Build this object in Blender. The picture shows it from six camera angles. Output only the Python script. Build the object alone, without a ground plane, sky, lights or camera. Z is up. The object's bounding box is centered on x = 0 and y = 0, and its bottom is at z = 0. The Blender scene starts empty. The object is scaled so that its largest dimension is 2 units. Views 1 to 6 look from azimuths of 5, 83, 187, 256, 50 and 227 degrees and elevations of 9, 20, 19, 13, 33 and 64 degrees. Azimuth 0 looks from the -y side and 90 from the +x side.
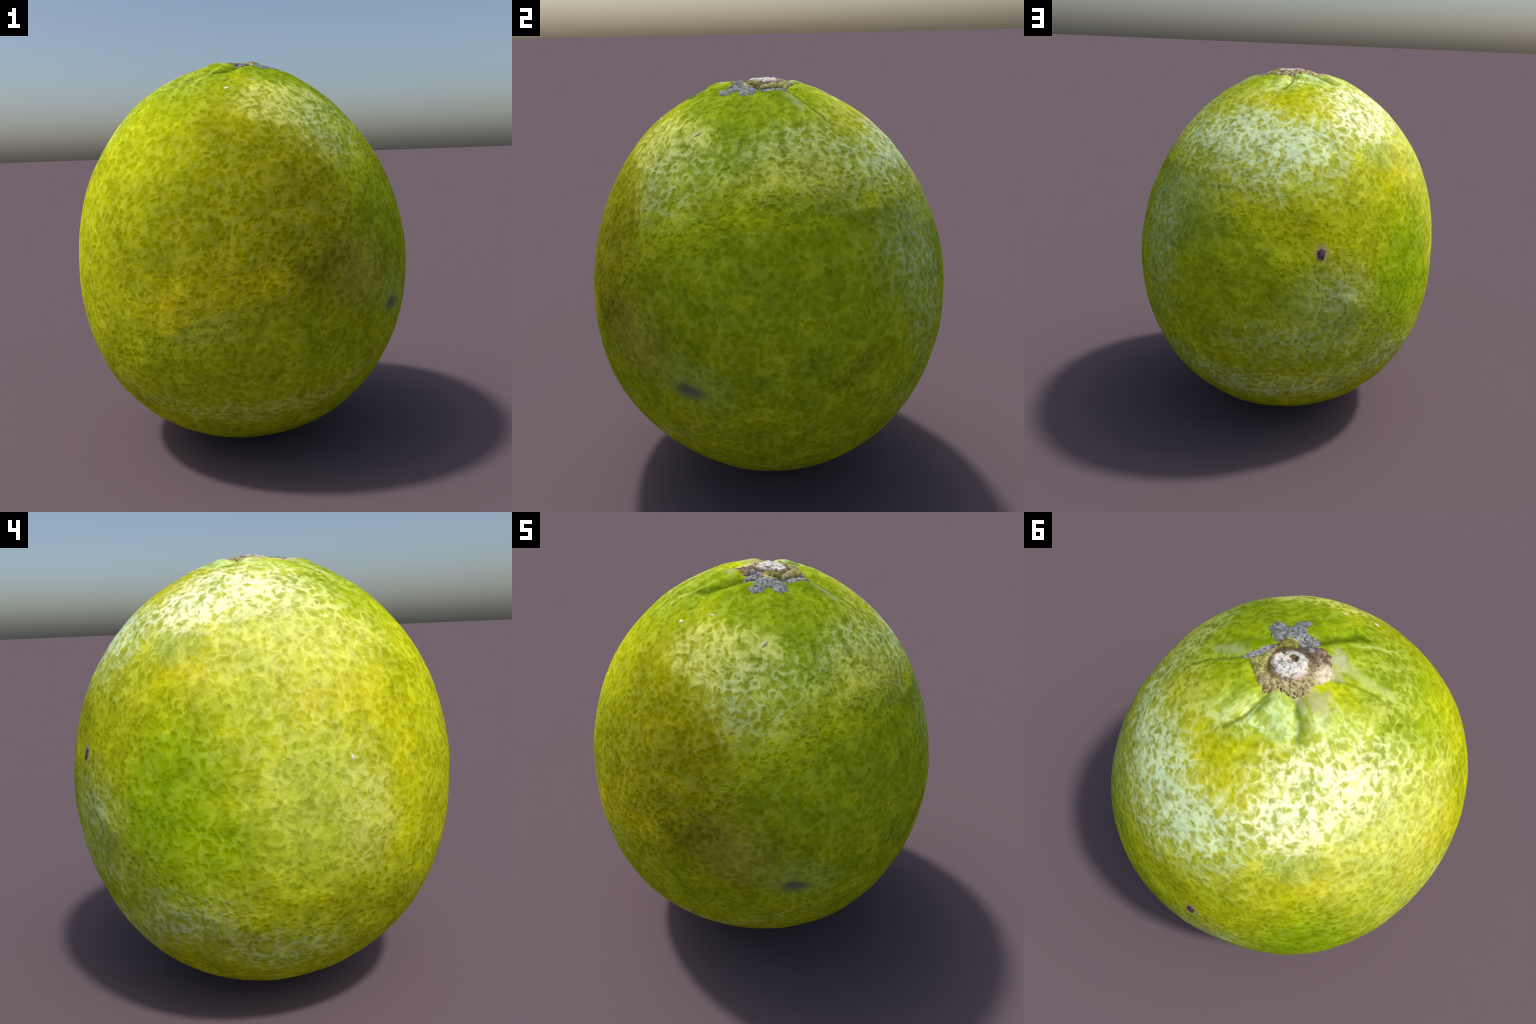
"""A ripening lime standing on its blossom end, stem scar on top."""
import bpy, bmesh, math
import numpy as np
from mathutils import Vector, noise
from mathutils.bvhtree import BVHTree

rng = np.random.default_rng(7)
CENTRE = np.array([0.0, 0.0, 1.0])

# ------------------------------------------------------------------ body shape
# For each polar angle (degrees from the stem): mean radius, then the sideways
# lean (cos, sin), the oval, the three-lobed and the four-lobed part of it.
SECTIONS = np.array([
    (0, 0.9965, 0.0000, -0.0000, 0.0000, 0.0000, 0.0000, -0.0000, 0.0000, -0.0000),
    (15, 0.9837, -0.0095, -0.0036, -0.0021, -0.0000, -0.0001, -0.0001, -0.0000, -0.0001),
    (30, 0.9525, -0.0160, -0.0067, -0.0065, 0.0004, -0.0005, -0.0007, -0.0003, -0.0007),
    (45, 0.9175, -0.0179, -0.0086, -0.0096, 0.0022, -0.0003, -0.0029, -0.0009, -0.0020),
    (60, 0.8889, -0.0151, -0.0090, -0.0104, 0.0051, 0.0006, -0.0060, -0.0017, -0.0031),
    (75, 0.8723, -0.0088, -0.0086, -0.0105, 0.0075, 0.0005, -0.0072, -0.0023, -0.0033),
    (90, 0.8722, -0.0030, -0.0083, -0.0103, 0.0078, -0.0012, -0.0048, -0.0028, -0.0034),
    (105, 0.8902, -0.0022, -0.0075, -0.0089, 0.0066, -0.0027, -0.0005, -0.0029, -0.0040),
    (120, 0.9206, -0.0054, -0.0040, -0.0057, 0.0057, -0.0021, 0.0022, -0.0024, -0.0040),
    (135, 0.9525, -0.0074, 0.0022, -0.0022, 0.0054, -0.0005, 0.0022, -0.0013, -0.0026),
    (150, 0.9778, -0.0051, 0.0074, -0.0001, 0.0040, 0.0002, 0.0009, -0.0004, -0.0008),
    (165, 0.9933, -0.0017, 0.0067, 0.0002, 0.0014, 0.0001, 0.0001, -0.0000, -0.0001),
    (180, 0.9986, 0.0000, -0.0000, 0.0000, 0.0000, 0.0000, -0.0000, 0.0000, -0.0000)])

# Folds of the rind that run out from the stem: path (x, y), depth, half width
FOLDS = [
    ([(-0.10, 0.070), (-0.187, 0.130), (-0.245, 0.175)], 0.015, 0.030),
    ([(-0.02, 0.130), (-0.023, 0.202), (-0.012, 0.277), (0.004, 0.330)], 0.012, 0.022),
    ([(0.030, -0.165), (0.004, -0.235), (-0.031, -0.318), (-0.075, -0.345)], 0.018, 0.036),
    ([(0.138, -0.027), (0.169, 0.090), (0.273, 0.162), (0.36, 0.24)], 0.010, 0.026),
    ([(-0.12, -0.095), (-0.238, -0.165), (-0.36, -0.215)], 0.011, 0.050),
    ([(0.165, -0.040), (0.25, -0.02), (0.33, 0.00)], 0.012, 0.038),
    ([(-0.05, -0.20), (-0.161, -0.435)], 0.005, 0.014),
]
# Shallow presses and swellings: polar angle, azimuth, radius (deg), depth
PRESSES = [(103, -29, 4.5, 0.010), (96, -8, 4.0, 0.004), (94, 8, 4.0, 0.004),
           (46, 139, 6.0, 0.005), (50, 14, 9.0, 0.004), (101, -97, 8.0, 0.004),
           (67, -60, 12.0, 0.003), (72, 99, 10.0, 0.017),
           (55, -128, 24.0, -0.007), (58, 157, 22.0, -0.011), (110, -48, 12.0, 0.009), (118, -140, 16.0, -0.007), (126, 45, 28.0, 0.011), (122, -35, 22.0, 0.009), (110, 112, 14.0, 0.006)]


def smooth(x):
    x = np.clip(x, 0, 1)
    return x * x * (3 - 2 * x)


def spline(xs, ys, x):
    """Catmull-Rom through the control values, evenly spaced."""
    h = xs[1] - xs[0]
    i = np.clip(((x - xs[0]) / h).astype(int), 0, len(xs) - 2)
    t = (x - xs[i]) / h
    y = np.concatenate([[ys[1]], ys, [ys[-2]]])
    p0, p1, p2, p3 = y[i], y[i + 1], y[i + 2], y[i + 3]
    return p1 + 0.5 * t * (p2 - p0 + t * (2 * p0 - 5 * p1 + 4 * p2 - p3 + t * (3 * (p1 - p2) + p3 - p0)))


def path_distance(xy, path):
    best = np.full(len(xy), 9.0)
    along = np.zeros(len(xy))
    n = len(path) - 1
    for k in range(n):
        a, b = np.array(path[k]), np.array(path[k + 1])
        t = np.clip(((xy - a) @ (b - a)) / ((b - a) @ (b - a)), 0, 1)
        d = np.linalg.norm(xy - a - t[:, None] * (b - a), axis=1)
        near = d < best
        best[near] = d[near]
        along[near] = (k + t[near]) / n
    return best, along


def polar(th, ph):
    th, ph = math.radians(th), math.radians(ph)
    return np.array([math.sin(th) * math.cos(ph), math.sin(th) * math.sin(ph), math.cos(th)])


def body_points(d):
    """Unit directions -> points on the rind."""
    th = np.degrees(np.arccos(np.clip(d[:, 2], -1, 1)))
    ph = np.arctan2(d[:, 1], d[:, 0])
    col = lambda k: spline(SECTIONS[:, 0], SECTIONS[:, k], th)
    r = col(1)
    for m in range(1, 5):
        r = r + col(2 * m) * np.cos(m * ph) + col(2 * m + 1) * np.sin(m * ph)
    # broad unevenness
    lumps = np.array([noise.noise(Vector(v) * 4.2) + 0.5 * noise.noise(Vector(v) * 9.0) for v in d])
    # leathery grain of the rind
    leather = np.array([noise.noise(Vector(v) * 24.0) + 0.6 * noise.noise(Vector(v) * 47.0) for v in d])
    # cross ripples on the upper side that faces +x and +y
    side = smooth((np.cos(ph - 0.95) - 0.35) / 0.4) * np.exp(-((th - 52) / 14) ** 2)
    ripple = np.array([noise.noise(Vector((v[0] * 5, v[1] * 5, v[2] * 19))) for v in d])
    r = r + 0.0022 * side * ripple
    # full shoulder round the stem, fullest towards -y
    r = r + (0.0035 + 0.004 * np.cos(ph + 1.8)) * np.exp(-((th - 29) / 11) ** 2)
    r = r + 0.0035 * lumps + 0.0005 * leather
    p = d * r[:, None]
    top = smooth((p[:, 2] - 0.5) / 0.2)
    xy = p[:, :2]
    rho = np.linalg.norm(xy, axis=1)
    dip = 0.011 * (1 - smooth((rho - 0.12) / 0.07))
    for path, depth, width in FOLDS:
        dist, s = path_distance(xy, path)
        fade = smooth((1.0 - s) / 0.6) * smooth(s / 0.15 + 0.5)
        dip = dip + depth * fade * np.exp(-(dist / width) ** 2)
        dip = dip - 0.6 * depth * fade * np.exp(-((dist - 2.2 * width) / (1.3 * width)) ** 2)
    r = r - dip * top
    for a, b, rad, depth in PRESSES:
        ang = np.degrees(np.arccos(np.clip(d @ polar(a, b), -1, 1)))
        r = r - depth * np.exp(-(ang / rad) ** 2)
    return CENTRE + d * r[:, None]


def new_object(name, mesh, parent=None, material=None):
    ob = bpy.data.objects.new(name, mesh)
    bpy.context.scene.collection.objects.link(ob)
    if parent:
        ob.parent = parent
    if material:
        mesh.materials.append(material)
    return ob


def mesh_from(name, verts, faces):
    me = bpy.data.meshes.new(name)
    me.from_pydata([tuple(v) for v in verts], [], faces)
    me.update()
    me.polygons.foreach_set("use_smooth", [True] * len(me.polygons))
    return me


# ------------------------------------------------------------------ node helper
class Nodes:
    def __init__(self, name):
        self.mat = bpy.data.materials.new(name)
        self.mat.use_nodes = True
        self.t = self.mat.node_tree
        self.bsdf = self.t.nodes["Principled BSDF"]
        tc = self.t.nodes.new("ShaderNodeTexCoord")
        self.pos = tc.outputs["Object"]

    def put(self, node, idx, v):
        s = node.inputs[idx]
        if isinstance(v, bpy.types.NodeSocket):
            self.t.links.new(v, s)
        elif isinstance(v, (tuple, list, np.ndarray)):
            v = [float(a) for a in v]
            s.default_value = v + [1.0] if (s.type == "RGBA" and len(v) == 3) else v
        else:
            s.default_value = v

    def math(self, op, a, b=0.0, clamp=False):
        n = self.t.nodes.new("ShaderNodeMath")
        n.operation, n.use_clamp = op, clamp
        self.put(n, 0, a)
        self.put(n, 1, b)
        return n.outputs[0]

    def mul(self, a, b):
        return self.math("MULTIPLY", a, b)

    def add(self, a, b):
        return self.math("ADD", a, b)

    def vec(self, op, a, b=None, scale=None):
        n = self.t.nodes.new("ShaderNodeVectorMath")
        n.operation = op
        self.put(n, 0, a)
        if b is not None:
            self.put(n, 1, b)
        if scale is not None:
            self.put(n, "Scale", scale)
        return n.outputs["Value"] if op in ("DOT_PRODUCT", "LENGTH") else n.outputs[0]

    def noise(self, scale, detail=3.0, rough=0.55, vec=None, colour=False, distortion=0.0):
        n = self.t.nodes.new("ShaderNodeTexNoise")
        self.put(n, "Vector", vec if vec is not None else self.pos)
        self.put(n, "Scale", scale)
        self.put(n, "Detail", detail)
        self.put(n, "Roughness", rough)
        self.put(n, "Distortion", distortion)
        return n.outputs["Color"] if colour else n.outputs["Fac"]

    def voronoi(self, scale, vec=None, feature="F1", rand=1.0, out="Distance"):
        n = self.t.nodes.new("ShaderNodeTexVoronoi")
        n.feature = feature
        self.put(n, "Vector", vec if vec is not None else self.pos)
        self.put(n, "Scale", scale)
        self.put(n, "Randomness", rand)
        return n.outputs[out]

    def ramp(self, v, lo, hi, a=0.0, b=1.0):
        n = self.t.nodes.new("ShaderNodeMapRange")
        n.interpolation_type = "SMOOTHSTEP"
        self.put(n, 0, v)
        for k, x in enumerate((lo, hi, a, b)):
            self.put(n, 1 + k, x)
        return n.outputs[0]

    def mix(self, fac, a, b, blend="MIX"):
        n = self.t.nodes.new("ShaderNodeMix")
        n.data_type, n.blend_type = "RGBA", blend
        self.put(n, 0, fac)
        self.put(n, 6, a)
        self.put(n, 7, b)
        return n.outputs[2]

    def grey(self, v):
        n = self.t.nodes.new("ShaderNodeCombineColor")
        for k in range(3):
            self.put(n, k, v)
        return n.outputs[0]

    def warp(self, scale, amount, detail=2.0, vec=None):
        c = self.noise(scale, detail, 0.55, vec, colour=True)
        return self.vec("SCALE", self.vec("SUBTRACT", c, (0.5, 0.5, 0.5)), scale=amount)

    def bump(self, height, strength, distance):
        n = self.t.nodes.new("ShaderNodeBump")
        self.put(n, "Strength", strength)
        self.put(n, "Distance", distance)
        self.put(n, "Height", height)
        self.t.links.new(n.outputs[0], self.bsdf.inputs["Normal"])

    def finish(self, colour, rough=0.6, spec=0.3):
        self.put(self.bsdf, "Base Color", colour)
        self.put(self.bsdf, "Roughness", rough)
        self.put(self.bsdf, "Specular IOR Level", spec)
        return self.mat


def patch(g, d, th, ph, across, along, rot=0.0, soft=0.6):
    """Soft oval on the fruit: `across` degrees round it, `along` degrees from pole to pole."""
    c = polar(th, ph)
    east = np.array([-math.sin(math.radians(ph)), math.cos(math.radians(ph)), 0])
    south = np.cross(east, c)
    south = -south if south[2] > 0 else south
    cr, sr = math.cos(math.radians(rot)), math.sin(math.radians(rot))
    e1 = (cr * east + sr * south) / math.sin(math.radians(across))
    e2 = (-sr * east + cr * south) / math.sin(math.radians(along))
    n = g.t.nodes.new("ShaderNodeGroup")
    n.node_tree = oval_group()
    for key, v in (("Direction", d), ("Centre", c), ("Across", e1), ("Along", e2), ("Outer", 1 + soft), ("Inner", max(0.0, 1 - soft))):
        g.put(n, key, v)
    return n.outputs[0]


def oval_group():
    """Node group: 1 inside an oval mark on the fruit, falling softly to 0 outside."""
    t = bpy.data.node_groups.get("oval_mark")
    if t:
        return t
    t = bpy.data.node_groups.new("oval_mark", "ShaderNodeTree")
    for key in ("Direction", "Centre", "Across", "Along"):
        t.interface.new_socket(key, in_out="INPUT", socket_type="NodeSocketVector")
    for key in ("Outer", "Inner"):
        t.interface.new_socket(key, in_out="INPUT", socket_type="NodeSocketFloat")
    t.interface.new_socket("Mask", in_out="OUTPUT", socket_type="NodeSocketFloat")
    i, o = t.nodes.new("NodeGroupInput"), t.nodes.new("NodeGroupOutput")
    h = Nodes.__new__(Nodes)
    h.t = t
    x, y = (h.vec("DOT_PRODUCT", i.outputs["Direction"], i.outputs[k]) for k in ("Across", "Along"))
    q = h.math("SQRT", h.add(h.mul(x, x), h.mul(y, y)))
    front = h.math("GREATER_THAN", h.vec("DOT_PRODUCT", i.outputs["Direction"], i.outputs["Centre"]), 0.0)
    t.links.new(h.mul(h.ramp(q, i.outputs["Outer"], i.outputs["Inner"]), front), o.inputs[0])
    return t


def seam(g, where, path, width, soft=0.8):
    """A line along a path on the crown, seen from above, ragged by the warped position `where`."""
    best = None
    for a, b in zip(path, path[1:]):
        a, b = np.array([*a, 0.0]), np.array([*b, 0.0])
        ab = b - a
        pa = g.vec("SUBTRACT", g.vec("MULTIPLY", where, (1, 1, 0)), a)
        t = g.math("MULTIPLY", g.vec("DOT_PRODUCT", pa, ab), 1.0 / float(ab @ ab), clamp=True)
        far = g.vec("LENGTH", g.vec("SUBTRACT", pa, g.vec("SCALE", ab, scale=t)))
        best = far if best is None else g.math("MINIMUM", best, far)
    m = g.ramp(best, width * (1 + soft), width * (1 - soft))
    return g.mul(m, g.math("GREATER_THAN", g.vec("DOT_PRODUCT", g.pos, (0, 0, 1)), 1.4))


# ------------------------------------------------------------------ rind colours
YELGREEN = (0.33, 0.39, 0.003)
GREEN = (0.375, 0.445, 0.006)
VIVID = (0.225, 0.345, 0.001)
DEEP = (0.20, 0.29, 0.004)
YELLOW = (0.44, 0.44, 0.003)
OCHRE = (0.55, 0.45, 0.004)
DULL = (0.215, 0.220, 0.001)  # rind green darkened to carry the shading of the -y side
STEMGREEN = (0.18, 0.255, 0.003)
OLIVE = (0.155, 0.145, 0.001)  # darkest tint, mostly laid where shadow deepens on the -y flank
PALEYEL = (0.50, 0.53, 0.065)
PALEGRN = (0.42, 0.52, 0.06)
GREYGRN = (0.36, 0.48, 0.09)
GREYBRN = (0.38, 0.34, 0.04)

# colour, strength, polar angle, azimuth, radius round, radius along, turn, softness
TINTS = [
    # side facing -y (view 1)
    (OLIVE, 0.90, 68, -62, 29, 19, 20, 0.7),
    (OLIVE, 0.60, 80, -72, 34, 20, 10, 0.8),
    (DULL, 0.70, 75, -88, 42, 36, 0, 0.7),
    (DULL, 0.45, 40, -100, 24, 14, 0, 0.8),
    (OCHRE, 0.55, 97, -106, 9, 5, -10, 0.7),
    (OCHRE, 0.35, 91, -85, 16, 7, 0, 0.7),
    (GREEN, 0.45, 112, -80, 26, 14, 0, 0.7),
    ((0.26, 0.28, 0.03), 0.45, 102, -94, 10, 5, -15, 0.5),
    (GREYBRN, 0.65, 90, -45, 12, 9, 30, 0.8),
    (VIVID, 0.45, 35, -130, 14, 12, 0, 0.8),
    (YELGREEN, 0.5, 55, -130, 20, 18, 0, 0.8),
    # side facing +x (view 2)
    (GREEN, 0.85, 75, 8, 38, 26, 0, 0.6),
    (GREEN, 0.80, 66, -27, 18, 16, 0, 0.7),
    (VIVID, 0.75, 34, -24, 14, 12, 0, 0.6),
    (YELGREEN, 0.45, 86, -20, 14, 9, 0, 0.8),
    (YELLOW, 0.40, 48, 14, 22, 5, 12, 0.8),
    (DEEP, 0.50, 51, 14, 20, 2.5, 12, 0.7),
    (DEEP, 0.45, 97, -8, 5, 2.5, 0, 0.7),
    (DEEP, 0.55, 94, 7, 5, 3, 0, 0.7),
    (OLIVE, 0.45, 98, 16, 12, 3, -20, 0.8),
    (GREYGRN, 0.45, 100, -27, 9, 6, 10, 0.8),
    (DEEP, 0.35, 104, 0, 14, 3, 10, 0.8),
    (YELGREEN, 0.35, 118, -20, 40, 14, 0, 0.8),
    # side facing +y (view 3)
    (GREEN, 0.85, 83, 76, 26, 20, 0, 0.6),
    (GREYGRN, 0.40, 65, 56, 15, 11, 0, 0.8),
    (YELLOW, 0.50, 66, 96, 26, 7, 35, 0.8),
    (YELLOW, 0.45, 54, 140, 18, 14, 0, 0.8),
    (OCHRE, 0.40, 51, 146, 9, 7, 0, 0.8),
    (GREYGRN, 0.45, 97, 112, 16, 9, 0, 0.8),
    (GREEN, 0.45, 108, 100, 34, 14, 0, 0.7),
    # side facing -x (view 4)
    (VIVID, 0.90, 82, 143, 12, 19, 15, 0.6),
    (VIVID, 0.85, 97, 147, 17, 13, 0, 0.6),
    (PALEYEL, 0.50, 50, 174, 18, 13, 0, 0.8),  # rind lightened here for the sheen spreading below the white highlight
    (OCHRE, 0.32, 62, -166, 14, 9, 20, 0.8),
    (OCHRE, 0.30, 61, 180, 5, 7, 0, 0.8),
    (PALEGRN, 0.45, 88, -178, 17, 16, 0, 0.5),
    (YELLOW, 0.50, 82, -152, 12, 20, 0, 0.6),
    (YELLOW, 0.45, 55, -126, 12, 14, 0, 0.7),
    (GREYGRN, 0.60, 47, 139, 7, 5, 0, 0.7),
    (GREEN, 0.35, 108, 160, 26, 10, 0, 0.8),
    (OLIVE, 0.45, 116, -165, 26, 6, 0, 0.8),
    (STEMGREEN, 0.60, 24, -138, 18, 9, 0, 0.7),
    # round the stem
    (YELLOW, 0.70, 28, 108, 12, 9, -30, 0.6),
    (YELLOW, 0.50, 22, 68, 14, 6, 0, 0.6),
    (STEMGREEN, 0.75, 25, -8, 22, 13, 0, 0.7),
    (STEMGREEN, 0.85, 17, -95, 24, 9, 0, 0.6),
    (STEMGREEN, 0.60, 12, 40, 20, 8, 0, 0.7),
    (DEEP, 0.60, 17, -97, 14, 2.4, 70, 0.7),
    (DEEP, 0.60, 12, -8, 22, 2.5, 0, 0.7),
    (DEEP, 0.45, 15.5, 145, 1.6, 4.5, 0, 0.7),
    (PALEGRN, 0.70, 11, 125, 18, 4, 0, 0.7),
]
# highlights baked into the rind as netted pale ovals: colour, strength, then as above
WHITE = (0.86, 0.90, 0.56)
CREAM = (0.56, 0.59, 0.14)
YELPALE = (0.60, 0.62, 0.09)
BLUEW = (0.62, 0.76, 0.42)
BAKED_GLEAMS = [
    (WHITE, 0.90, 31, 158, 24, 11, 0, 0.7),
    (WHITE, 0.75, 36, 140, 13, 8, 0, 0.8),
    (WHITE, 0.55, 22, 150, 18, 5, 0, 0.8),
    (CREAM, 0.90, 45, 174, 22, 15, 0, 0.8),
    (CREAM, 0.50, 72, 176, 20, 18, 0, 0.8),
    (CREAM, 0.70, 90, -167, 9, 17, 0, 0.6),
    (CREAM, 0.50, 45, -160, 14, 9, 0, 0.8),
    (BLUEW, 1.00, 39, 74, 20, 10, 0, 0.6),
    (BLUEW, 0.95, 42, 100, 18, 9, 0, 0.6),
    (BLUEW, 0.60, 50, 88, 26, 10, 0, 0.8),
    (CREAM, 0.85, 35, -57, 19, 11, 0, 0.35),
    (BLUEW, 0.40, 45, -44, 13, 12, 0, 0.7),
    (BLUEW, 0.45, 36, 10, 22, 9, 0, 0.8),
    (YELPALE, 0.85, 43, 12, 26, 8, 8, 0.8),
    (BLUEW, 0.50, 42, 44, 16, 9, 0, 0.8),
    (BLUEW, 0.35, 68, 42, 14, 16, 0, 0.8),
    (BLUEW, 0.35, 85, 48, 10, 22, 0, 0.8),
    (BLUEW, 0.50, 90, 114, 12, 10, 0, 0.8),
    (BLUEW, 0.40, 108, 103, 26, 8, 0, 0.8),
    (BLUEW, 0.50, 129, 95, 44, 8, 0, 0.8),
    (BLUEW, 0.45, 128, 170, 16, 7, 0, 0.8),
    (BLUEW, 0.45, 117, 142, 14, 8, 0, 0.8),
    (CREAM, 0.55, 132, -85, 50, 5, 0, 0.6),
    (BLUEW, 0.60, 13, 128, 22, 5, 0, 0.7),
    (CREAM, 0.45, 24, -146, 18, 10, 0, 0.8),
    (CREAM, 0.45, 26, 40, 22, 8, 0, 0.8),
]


# dark and pale lines along the creases of the crown: path on the crown, half width, strength, colour
PAINTED_CREASES = [
    ([(-0.16, 0.195), (-0.10, 0.150), (-0.05, 0.115)], 0.030, 0.45, (0.36, 0.52, 0.20)),
    ([(-0.115, 0.070), (-0.187, 0.128), (-0.235, 0.168)], 0.011, 0.85, (0.09, 0.17, 0.02)),
    ([(-0.190, 0.105), (-0.250, 0.150)], 0.020, 0.60, (0.26, 0.28, 0.003)),
    ([(-0.020, 0.130), (-0.023, 0.202), (-0.012, 0.277), (0.004, 0.330)], 0.006, 0.75, (0.13, 0.15, 0.01)),
    ([(0.012, 0.200), (0.020, 0.277), (0.034, 0.330)], 0.007, 0.55, (0.62, 0.62, 0.22)),
    ([(-0.045, 0.155), (-0.045, 0.215)], 0.014, 0.65, (0.14, 0.23, 0.005)),
    ([(0.030, -0.175), (0.004, -0.240), (-0.031, -0.325), (-0.065, -0.342)], 0.015, 0.90, (0.075, 0.125, 0.002)),
    ([(-0.060, -0.258), (-0.161, -0.435)], 0.004, 0.65, (0.46, 0.52, 0.16)),
    ([(0.120, -0.080), (0.169, 0.090), (0.273, 0.162), (0.34, 0.22)], 0.006, 0.80, (0.10, 0.15, 0.01)),
    ([(0.200, 0.070), (0.300, 0.120)], 0.018, 0.50, (0.40, 0.46, 0.22)),
    ([(-0.142, -0.094), (-0.238, -0.165), (-0.340, -0.211)], 0.005, 0.70, (0.17, 0.21, 0.01)),
    ([(-0.120, -0.160), (-0.220, -0.195), (-0.300, -0.240)], 0.016, 0.45, (0.48, 0.56, 0.20)),
    ([(0.165, -0.045), (0.190, 0.020), (0.205, 0.050)], 0.020, 0.75, (0.11, 0.19, 0.002)),
    ([(0.245, -0.100), (0.165, -0.140), (0.125, -0.235), (0.060, -0.200)], 0.016, 0.60, (0.13, 0.20, 0.003)),
]


# The rind is shaded zone by zone: the same rind everywhere, each zone with only
# the marks that can reach it. (polar angle from, to, azimuth from, to)
ZONES = [(0, 40, c, c + 60) for c in range(-180, 180, 60)] + [(140, 180, -180, 180)] + [(a, b, c, c + 60) for a, b in ((40, 88), (88, 140)) for c in range(-180, 180, 60)]


def reaches(zone, th, ph, across, along, soft):
    """Can a mark at this place touch the zone?"""
    t = np.radians(np.linspace(zone[0], zone[1], 12))[:, None]
    f = np.radians(np.linspace(zone[2], zone[3], 24))[None, :]
    c = polar(th, ph)
    dot = np.sin(t) * (np.cos(f) * c[0] + np.sin(f) * c[1]) + np.cos(t) * c[2]
    gap = np.degrees(np.arccos(np.clip(dot, -1, 1))).min()
    return gap < max(across, along) * (1 + soft) * 1.15 + 11.0


def seam_reaches(zone, path):
    if zone[0] > 0:
        return False
    middle = math.radians((zone[2] + zone[3]) / 2)
    return any(math.hypot(x, y) < 0.06 or math.cos(math.atan2(y, x) - middle) > math.cos(math.radians(55)) for x, y in path)


def rind_material(zone):
    g = Nodes("lime_rind")
    centred = g.vec("SUBTRACT", g.pos, CENTRE)
    pure = g.vec("NORMALIZE", centred)
    d = g.vec("NORMALIZE", g.vec("ADD", g.vec("ADD", pure, g.warp(5.0, 0.16)), g.warp(24.0, 0.10)))
    warped = g.vec("ADD", g.vec("ADD", g.pos, g.warp(9.0, 0.06)), g.warp(40.0, 0.013))

    big = g.noise(2.6, 3.0, 0.6)
    mid = g.noise(9.0, 4.0, 0.65, warped)
    fine = g.noise(34.0, 3.0, 0.6, warped)
    grain = g.noise(75.0, 2.0, 0.6, warped)
    col = g.mix(g.ramp(big, 0.35, 0.65), GREEN, YELLOW)
    col = g.mix(0.6, col, YELGREEN)
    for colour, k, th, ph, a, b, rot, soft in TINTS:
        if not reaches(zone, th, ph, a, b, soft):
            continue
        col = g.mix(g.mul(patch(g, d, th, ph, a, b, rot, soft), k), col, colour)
    # blotches of hue and of lightness
    col = g.mix(g.mul(g.ramp(mid, 0.52, 0.72), 0.8), col, g.mix(1.0, col, (1.28, 1.14, 1.0), "MULTIPLY"))
    col = g.mix(g.mul(g.ramp(mid, 0.48, 0.28), 0.6), col, g.mix(1.0, col, (0.80, 0.85, 0.9), "MULTIPLY"))

    # oil glands: each a darker pit in a lighter net
    cell = g.voronoi(33.0, warped)
    pit = g.ramp(cell, 0.50, 0.05)
    net = g.ramp(cell, 0.25, 0.70)
    some = g.ramp(g.noise(13.0, 2.0), 0.35, 0.65)
    shade = g.add(g.ramp(fine, 0.22, 0.78, 0.88, 1.12), g.ramp(grain, 0.25, 0.75, -0.05, 0.05))
    shade = g.add(shade, g.mul(g.mul(pit, g.add(0.05, some)), -0.13))
    shade = g.add(shade, g.add(g.mul(net, 0.06), g.ramp(mid, 0.30, 0.70, -0.13, 0.13)))
    pale = g.ramp(g.add(g.mul(net, 0.5), g.noise(30.0, 3.0, 0.65, g.vec("ADD", warped, (3, 1, 7)))), 0.62, 1.05)
    lighter = g.mix(1.0, g.mix(1.0, col, (1.22, 1.22, 1.2), "MULTIPLY"), (0.022, 0.030, 0.022), "ADD")
    col = g.mix(g.mul(pale, g.add(0.35, g.mul(some, 0.45))), col, lighter)

    # round the stem the marks are drawn out into streaks running down
    flat = g.vec("MULTIPLY", g.vec("ADD", centred, g.warp(6.0, 0.10)), (1, 1, 0))
    out = g.vec("ADD", g.vec("SCALE", g.vec("NORMALIZE", flat), scale=1.0), g.vec("SCALE", flat, scale=0.9))
    streak = g.noise(9.0, 3.0, 0.6, out)
    near = g.ramp(g.vec("DOT_PRODUCT", pure, (0, 0, 1)), 0.70, 0.92)

    # fine curling strokes that break up the painted highlights
    curl = g.noise(17.0, 2.0, 0.5, g.vec("ADD", warped, (5, 2, 9)))
    strokes = g.ramp(g.math("ABSOLUTE", g.math("SUBTRACT", curl, 0.5)), 0.095, 0.0)
    shade = g.add(shade, g.mul(strokes, 0.05))
    ragged = g.add(g.mul(strokes, 0.62), g.mul(fine, 1.1))
    ragged = g.add(ragged, g.mul(near, g.mul(g.math("SUBTRACT", streak, 0.5), 1.8)))
    for colour, k, th, ph, a, b, rot, soft in BAKED_GLEAMS:
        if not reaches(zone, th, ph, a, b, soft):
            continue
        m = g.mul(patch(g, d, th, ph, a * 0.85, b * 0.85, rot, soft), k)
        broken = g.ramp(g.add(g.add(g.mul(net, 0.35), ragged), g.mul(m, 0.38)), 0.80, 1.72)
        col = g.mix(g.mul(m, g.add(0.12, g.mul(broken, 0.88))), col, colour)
    shade = g.add(shade, g.mul(near, g.mul(g.math("SUBTRACT", streak, 0.5), 0.7)))
    col = g.mix(1.0, col, g.grey(shade), "MULTIPLY")

    # dark press mark low on one side, and the halo round the scab
    soft_d = g.vec("NORMALIZE", g.vec("ADD", pure, g.warp(12.0, 0.05)))
    col = g.mix(g.mul(patch(g, soft_d, 102.5, -29.5, 4.4, 2.6, 14, 0.7), 0.88), col, (0.13, 0.15, 0.09))
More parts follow.
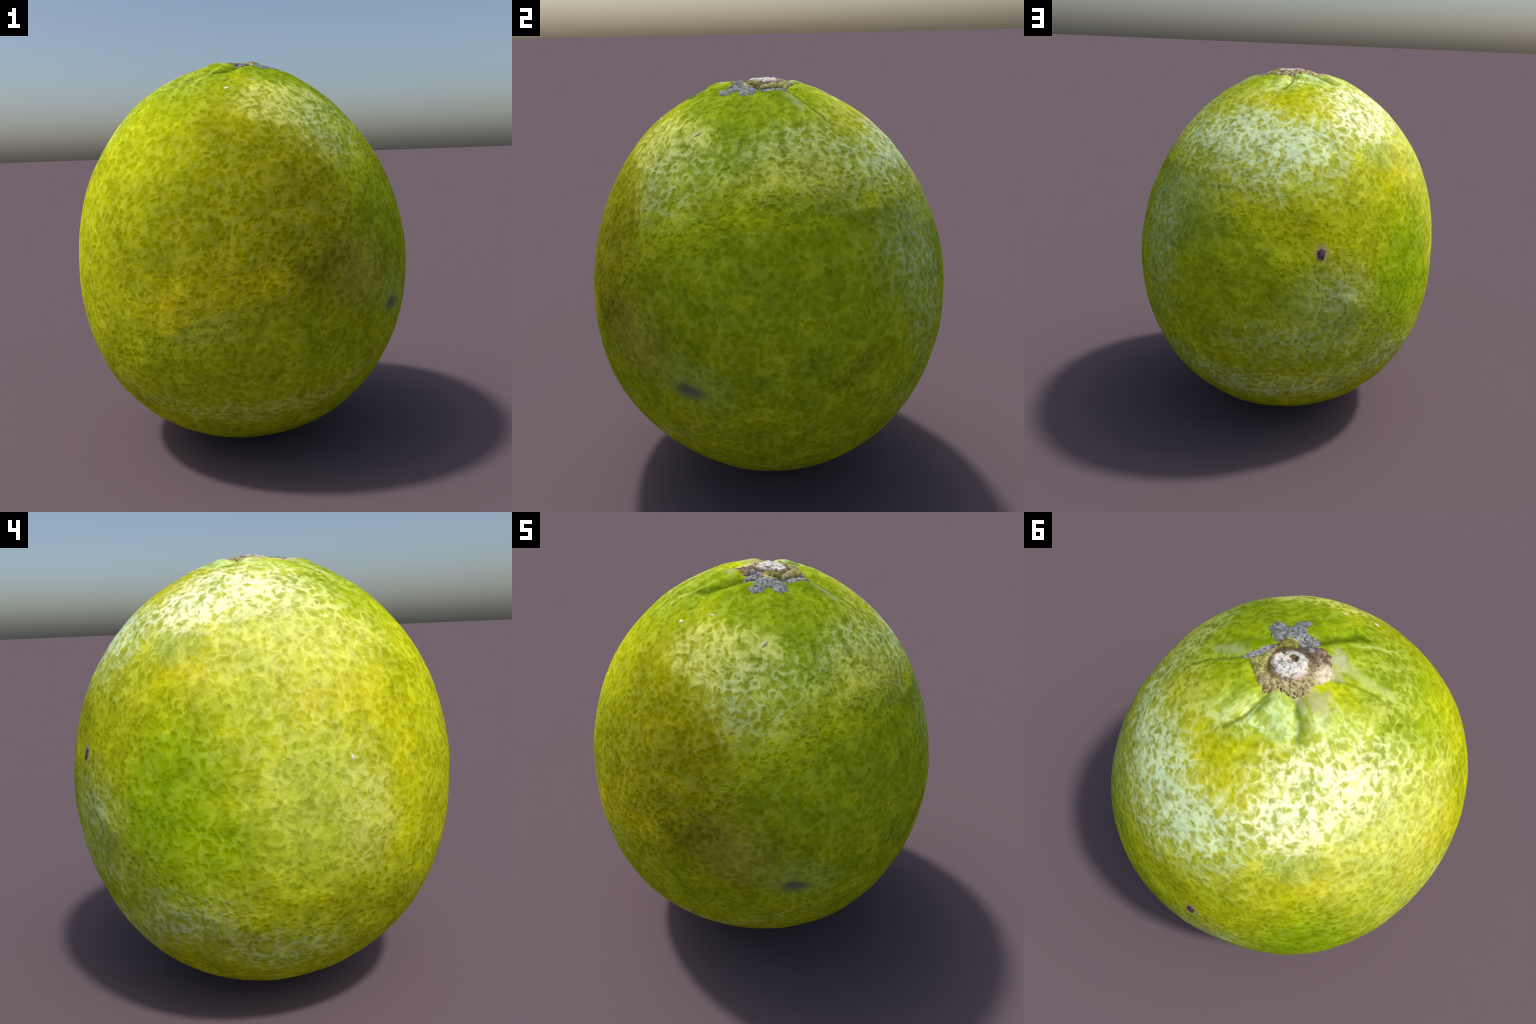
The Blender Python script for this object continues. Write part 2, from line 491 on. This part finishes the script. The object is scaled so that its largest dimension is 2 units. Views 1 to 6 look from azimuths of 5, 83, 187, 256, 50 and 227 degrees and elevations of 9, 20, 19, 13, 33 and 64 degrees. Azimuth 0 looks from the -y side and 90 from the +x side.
    col = g.mix(g.mul(patch(g, pure, 76.5, 108.5, 2.3, 2.7, 0, 0.4), 0.6), col, (0.45, 0.36, 0.16))
    # dark and pale lines drawn over the folds for shading
    on = g.vec("ADD", g.pos, g.warp(18.0, 0.035))
    for path, width, k, tone in PAINTED_CREASES:
        if not seam_reaches(zone, path):
            continue
        col = g.mix(g.mul(seam(g, on, path, width * 1.15, 0.95), k), col, tone)
    # tan wedge and lilac stain beside the calyx
    torn = 0.0 if zone[0] else g.ramp(g.add(streak, g.mul(grain, 0.5)), 0.55, 0.85)
    col = g.mix(g.mul(g.mul(patch(g, d, 10.0, 166, 2.4, 4.2, -20, 0.5), torn), 0.9), col, (0.40, 0.38, 0.20))
    col = g.mix(g.mul(g.mul(patch(g, d, 10.5, -124, 2.4, 2.2, 0, 0.7), torn), 0.6), col, (0.46, 0.43, 0.36))
    g.bump(g.add(g.mul(pit, -0.7), g.mul(fine, 2.0)), 0.25, 0.006)
    return g.finish(col, 0.9, 0.02)


def plain(name, dark, light, scale, low=0.35, high=0.65, bump=0.4):
    g = Nodes(name)
    n = g.noise(scale, 5.0, 0.7, distortion=0.4)
    g.bump(n, bump, 0.006)
    return g.finish(g.mix(g.ramp(n, low, high), dark, light), 0.8, 0.2)


# ------------------------------------------------------------------ build
lime = bpy.data.objects.new("lime", None)
bpy.context.scene.collection.objects.link(lime)
lime["label"] = "yellow-green lime with mottled rind and dry stem scar"
lime["category"] = "lime fruit"

bm = bmesh.new()
bmesh.ops.create_icosphere(bm, subdivisions=8, radius=1.0)
me = bpy.data.meshes.new("peel")
bm.to_mesh(me)
bm.free()
co = np.empty(len(me.vertices) * 3)
me.vertices.foreach_get("co", co)
d = co.reshape(-1, 3)
d /= np.linalg.norm(d, axis=1)[:, None]
p = body_points(d)
p[:, 2] -= p[:, 2].min()
me.vertices.foreach_set("co", p.ravel())
me.polygons.foreach_set("use_smooth", [True] * len(me.polygons))
me.update()
peel = new_object("peel", me, lime)
quads = np.empty(len(me.polygons) * 3)
me.polygons.foreach_get("center", quads)
mid = quads.reshape(-1, 3) - CENTRE
mid /= np.linalg.norm(mid, axis=1)[:, None]
th_f, ph_f = np.degrees(np.arccos(np.clip(mid[:, 2], -1, 1))), np.degrees(np.arctan2(mid[:, 1], mid[:, 0]))
index = np.zeros(len(mid), int)
for i, zone in enumerate(ZONES):
    me.materials.append(rind_material(zone))
    index[(th_f >= zone[0]) & (th_f <= zone[1]) & (ph_f >= zone[2]) & (ph_f <= zone[3])] = i
me.polygons.foreach_set("material_index", index)
tree = BVHTree.FromPolygons([tuple(v) for v in p], [tuple(f.vertices) for f in me.polygons])


def ground_at(x, y):
    hit = tree.ray_cast(Vector((x, y, 3)), Vector((0, 0, -1)))[0]
    return hit.z


def closed_curve(points, n):
    """Smooth closed outline through the control points."""
    pts = np.array(points, float)
    m = len(pts)
    out = []
    for u in np.linspace(0, m, n, endpoint=False):
        i, t = int(u), u - int(u)
        p0, p1, p2, p3 = (pts[(i + k) % m] for k in (-1, 0, 1, 2))
        out.append(p1 + 0.5 * t * (p2 - p0 + t * (2 * p0 - 5 * p1 + 4 * p2 - p3 + t * (3 * (p1 - p2) + p3 - p0))))
    return np.array(out)


def draped(name, outline, thick, material, parent, rings=14, segments=120, edge=0.25, rough=0.0025, jag=0.004, hump=0.0, hollow=None, seed=0, centre=None):
    """A crust lying on the rind: rounded edge, uneven top, sunk a little into the rind."""
    ring = closed_curve(outline, segments)
    c = ring.mean(0) if centre is None else np.array(centre)
    off = Vector((seed * 3.1, 0.7, seed))
    verts, faces = [], []
    for k in range(rings + 1):
        f = (k / rings) ** 0.8
        for s, q in enumerate(ring):
            out = q - c
            out = out * (1 + jag / np.linalg.norm(out) * noise.noise(Vector((q[0], q[1], 0)) * 70 + off) * 2)
            xy = c + out * f
            rise = thick * math.sqrt(max(0.0, 1 - max(0.0, (f - 1 + edge) / edge) ** 2)) + hump * (1 - f * f)
            rise += rough * noise.fractal(Vector((xy[0], xy[1], 0)) * 45 + off, 0.8, 2.0, 3) * min(1.0, (1 - f) * 6)
            if hollow:
                rise -= hollow(xy)
            if k == rings:
                rise = -0.004
            verts.append((xy[0], xy[1], ground_at(*xy) + rise))
    for k in range(rings):
        for s in range(segments):
            a, b = k * segments + s, k * segments + (s + 1) % segments
            faces.append((a, a + segments, b + segments, b))
    faces.append(tuple(reversed(range(segments)))[::-1])
    return new_object(name, mesh_from(name, verts, faces), parent, material)


# calyx: corky collar, dry lobes, scar of the stem
def calyx_material():
    g = Nodes("corky_calyx")
    w = g.vec("ADD", g.pos, g.warp(20.0, 0.03))
    at = lambda x, y, r, soft=0.5: g.ramp(g.vec("LENGTH", g.vec("MULTIPLY", g.vec("SUBTRACT", w, (x, y, 0)), (1, 1, 0))), r * (1 + soft), r * (1 - soft))
    n = g.noise(55.0, 4.0, 0.7)
    col = g.mix(g.ramp(n, 0.35, 0.65), (0.20, 0.155, 0.065), (0.50, 0.43, 0.22))
    col = g.mix(g.mul(at(0.10, 0.06, 0.06), 0.8), col, g.mix(g.ramp(n, 0.4, 0.6), (0.15, 0.15, 0.02), (0.42, 0.42, 0.13)))
    col = g.mix(at(-0.04, -0.12, 0.065), col, g.mix(g.ramp(n, 0.4, 0.65), (0.10, 0.07, 0.045), (0.36, 0.26, 0.15)))
    col = g.mix(g.mul(at(0.03, -0.11, 0.035), 0.9), col, g.mix(g.ramp(n, 0.4, 0.6), (0.06, 0.06, 0.07), (0.25, 0.26, 0.28)))
    col = g.mix(g.mul(at(-0.105, -0.075, 0.035), 0.9), col, g.mix(g.ramp(n, 0.35, 0.55), (0.36, 0.32, 0.21), (0.70, 0.62, 0.42)))
    # dark seam round the scar, strongest on the +x side
    q = g.vec("LENGTH", g.vec("MULTIPLY", g.vec("SUBTRACT", w, (0.012, -0.006, 0)), (1, 1, 0)))
    seam = g.mul(g.ramp(q, 0.100, 0.084), g.ramp(g.vec("DOT_PRODUCT", g.pos, (0.9, -0.2, 0)), -0.05, 0.04))
    col = g.mix(g.mul(seam, 0.85), col, (0.07, 0.045, 0.015))
    # sponge holes on the exposed side
    cell = g.voronoi(75.0, g.vec("MULTIPLY", w, (1, 1, 0.2)))
    hole = g.mul(g.ramp(cell, 0.42, 0.22), g.ramp(g.add(g.vec("DOT_PRODUCT", g.pos, (-0.75, 0.66, 0.0)), 0.0), 0.05, 0.09))
    col = g.mix(g.mul(hole, 0.9), col, (0.10, 0.065, 0.015))
    g.bump(g.add(n, g.mul(hole, -1.5)), 0.6, 0.006)
    return g.finish(col, 0.85, 0.2)


COLLAR = [(0.147, 0.080), (0.105, 0.105), (0.062, 0.122), (0.009, 0.142), (-0.023, 0.130), (-0.034, 0.103), (-0.064, 0.092),
          (-0.101, 0.073), (-0.119, 0.034), (-0.118, -0.014), (-0.129, -0.054), (-0.125, -0.108), (-0.070, -0.143),
          (-0.015, -0.158), (0.035, -0.132), (0.093, -0.104), (0.128, -0.074), (0.128, -0.025), (0.130, 0.030)]


def scar_seat(xy):
    q = math.hypot(xy[0] - 0.012, xy[1] + 0.006)
    return 0.006 * math.exp(-((q - 0.082) / 0.010) ** 2)


calyx = draped("calyx", COLLAR, 0.013, calyx_material(), lime, rings=26, segments=200, edge=0.3, rough=0.006, jag=0.006, hollow=scar_seat, seed=1, centre=(0.012, -0.006))

grey = plain("dry_lobe", (0.09, 0.105, 0.105), (0.38, 0.41, 0.39), 75.0, 0.38, 0.68, 0.9)
draped("calyx_lobe", [(0.228, -0.079), (0.228, -0.116), (0.198, -0.138), (0.165, -0.137), (0.153, -0.166), (0.169, -0.194), (0.120, -0.228),
                      (0.103, -0.190), (0.074, -0.163), (0.040, -0.170), (0.035, -0.120), (0.090, -0.085), (0.133, -0.050), (0.165, -0.058)],
       0.004, grey, calyx, rough=0.003, jag=0.011, edge=0.7, seed=2, centre=(0.125, -0.125))
draped("calyx_lobe", [(0.175, 0.095), (0.168, 0.050), (0.160, 0.012), (0.146, -0.032), (0.126, -0.036), (0.126, 0.020), (0.145, 0.070)],
       0.006, plain("lavender_lobe", (0.14, 0.13, 0.14), (0.44, 0.44, 0.45), 75.0, 0.38, 0.68, 0.9), calyx, rough=0.003, jag=0.006, edge=0.7, seed=3)
draped("calyx_lobe", [(0.125, -0.046), (0.112, -0.082), (0.070, -0.102), (0.047, -0.082), (0.076, -0.052), (0.103, -0.020)],
       0.020, plain("olive_lobe", (0.10, 0.09, 0.015), (0.32, 0.30, 0.07), 50.0), calyx, rough=0.003, jag=0.003, edge=0.6, seed=4)
draped("calyx_lobe", [(0.028, -0.182), (0.060, -0.170), (0.078, -0.150), (0.062, -0.125), (0.028, -0.130), (0.012, -0.160)],
       0.011, plain("pale_lobe", (0.07, 0.07, 0.08), (0.46, 0.46, 0.42), 80.0, 0.4, 0.7, 0.9), calyx, rough=0.005, jag=0.004, edge=0.5, seed=5)


def scar_material():
    g = Nodes("stem_scar_wood")
    p = g.vec("SUBTRACT", g.pos, (0.012, -0.006, 0))
    flat = g.vec("MULTIPLY", p, (1, 1, 0))
    r = g.add(g.vec("LENGTH", flat), g.mul(g.math("SUBTRACT", g.noise(40.0, 3.0), 0.5), 0.02))
    n = g.noise(48.0, 4.0, 0.7)
    col = g.mix(g.ramp(n, 0.32, 0.55), (0.17, 0.165, 0.16), (0.66, 0.63, 0.55))
    far = g.vec("DOT_PRODUCT", p, (0.62, -0.78, 0.0))
    col = g.mix(g.mul(g.ramp(far, 0.030, 0.060), 0.8), col, (0.16, 0.16, 0.19))
    col = g.mix(g.mul(g.ramp(r, 0.060, 0.072), 0.85), col, g.mix(g.ramp(n, 0.4, 0.6), (0.14, 0.07, 0.04), (0.50, 0.34, 0.26)))
    hole = g.vec("LENGTH", g.vec("MULTIPLY", g.vec("SUBTRACT", g.pos, (0.020, -0.030, 0)), (1.0, 1.5, 0)))
    col = g.mix(g.ramp(g.add(hole, g.mul(n, 0.02)), 0.034, 0.024), col, (0.045, 0.035, 0.015))
    g.bump(n, 0.6, 0.006)
    return g.finish(col, 0.75, 0.3)


def pith_hole(xy):
    return 0.010 * math.exp(-(((xy[0] - 0.020) / 0.020) ** 2 + ((xy[1] + 0.030) / 0.013) ** 2))


draped("stem_scar", [(0.092, 0.012), (0.081, -0.020), (0.054, -0.058), (0.020, -0.078), (-0.029, -0.070), (-0.062, -0.032), (-0.066, 0.013),
                     (-0.050, 0.050), (-0.012, 0.066), (0.030, 0.062), (0.070, 0.045)],
       0.015, scar_material(), calyx, rings=24, segments=140, edge=0.22, rough=0.005, jag=0.002, hump=0.004, hollow=pith_hole, seed=6)


# scab and flecks: small crusts standing on the rind
def crust(name, th, ph, size, tall, stretch, material, parent, seed, turn=0.0):
    n = Vector(polar(th, ph))
    hit, normal, _, _ = tree.ray_cast(Vector(CENTRE) + n * 3, -n)
    e1 = Vector((-math.sin(math.radians(ph)), math.cos(math.radians(ph)), 0))
    e2 = normal.cross(e1).normalized()
    e1 = e2.cross(normal).normalized()
    ct, st = math.cos(math.radians(turn)), math.sin(math.radians(turn))
    e1, e2 = e1 * ct + e2 * st, e2 * ct - e1 * st
    verts, faces, S, R = [], [], 28, 7
    for k in range(R + 1):
        f = k / R
        for s in range(S):
            a = math.tau * s / S
            lump = 1 + 0.35 * noise.noise(Vector((math.cos(a), math.sin(a), seed)) * 1.6)
            x, y = size * f * lump * math.cos(a), size * stretch * f * lump * math.sin(a)
            h = tall * math.sqrt(max(0.0, 1 - f * f)) + 0.25 * tall * noise.noise(Vector((x, y, seed)) * 90) * (1 - f)
            start = hit + e1 * x + e2 * y + normal * 0.1
            foot = tree.ray_cast(start, -normal)[0]
            verts.append(foot + normal * (h if k < R else -0.002))
    for k in range(R):
        for s in range(S):
            a, b = k * S + s, k * S + (s + 1) % S
            faces.append((a, a + S, b + S, b))
    faces.append(tuple(range(S)))
    return new_object(name, mesh_from(name, verts, faces), parent, material)


scab = plain("purple_scab", (0.035, 0.018, 0.028), (0.17, 0.10, 0.14), 60.0)
crust("scab", 76.5, 108.5, 0.022, 0.005, 1.25, scab, peel, 2.0)
cream = plain("cream_fleck", (0.60, 0.52, 0.30), (0.82, 0.78, 0.55), 60.0)
crust("fleck", 30.5, -90, 0.016, 0.003, 0.55, cream, peel, 5.0, 10)
crust("fleck", 25.5, -75, 0.014, 0.002, 0.35, cream, peel, 9.0, 0)
crust("fleck", 31, -42, 0.020, 0.002, 0.30, plain("pink_fleck", (0.42, 0.33, 0.20), (0.60, 0.48, 0.36), 60.0), peel, 12.0, 60)
crust("fleck", 76, -170, 0.007, 0.002, 1.8, cream, peel, 15.0, 0)

# ------------------------------------------------------------------ seat and size
meshes = [o.data for o in bpy.data.objects if o.type == "MESH"]
allv = []
for m in meshes:
    c = np.empty(len(m.vertices) * 3)
    m.vertices.foreach_get("co", c)
    allv.append(c.reshape(-1, 3))
lo, hi = np.vstack(allv).min(0), np.vstack(allv).max(0)
for m, c in zip(meshes, allv):
    c = c - np.array([(lo[0] + hi[0]) / 2, (lo[1] + hi[1]) / 2, lo[2]])
    c[:, 2] *= 2.0 / (hi[2] - lo[2])
    m.vertices.foreach_set("co", c.ravel())
    m.update()
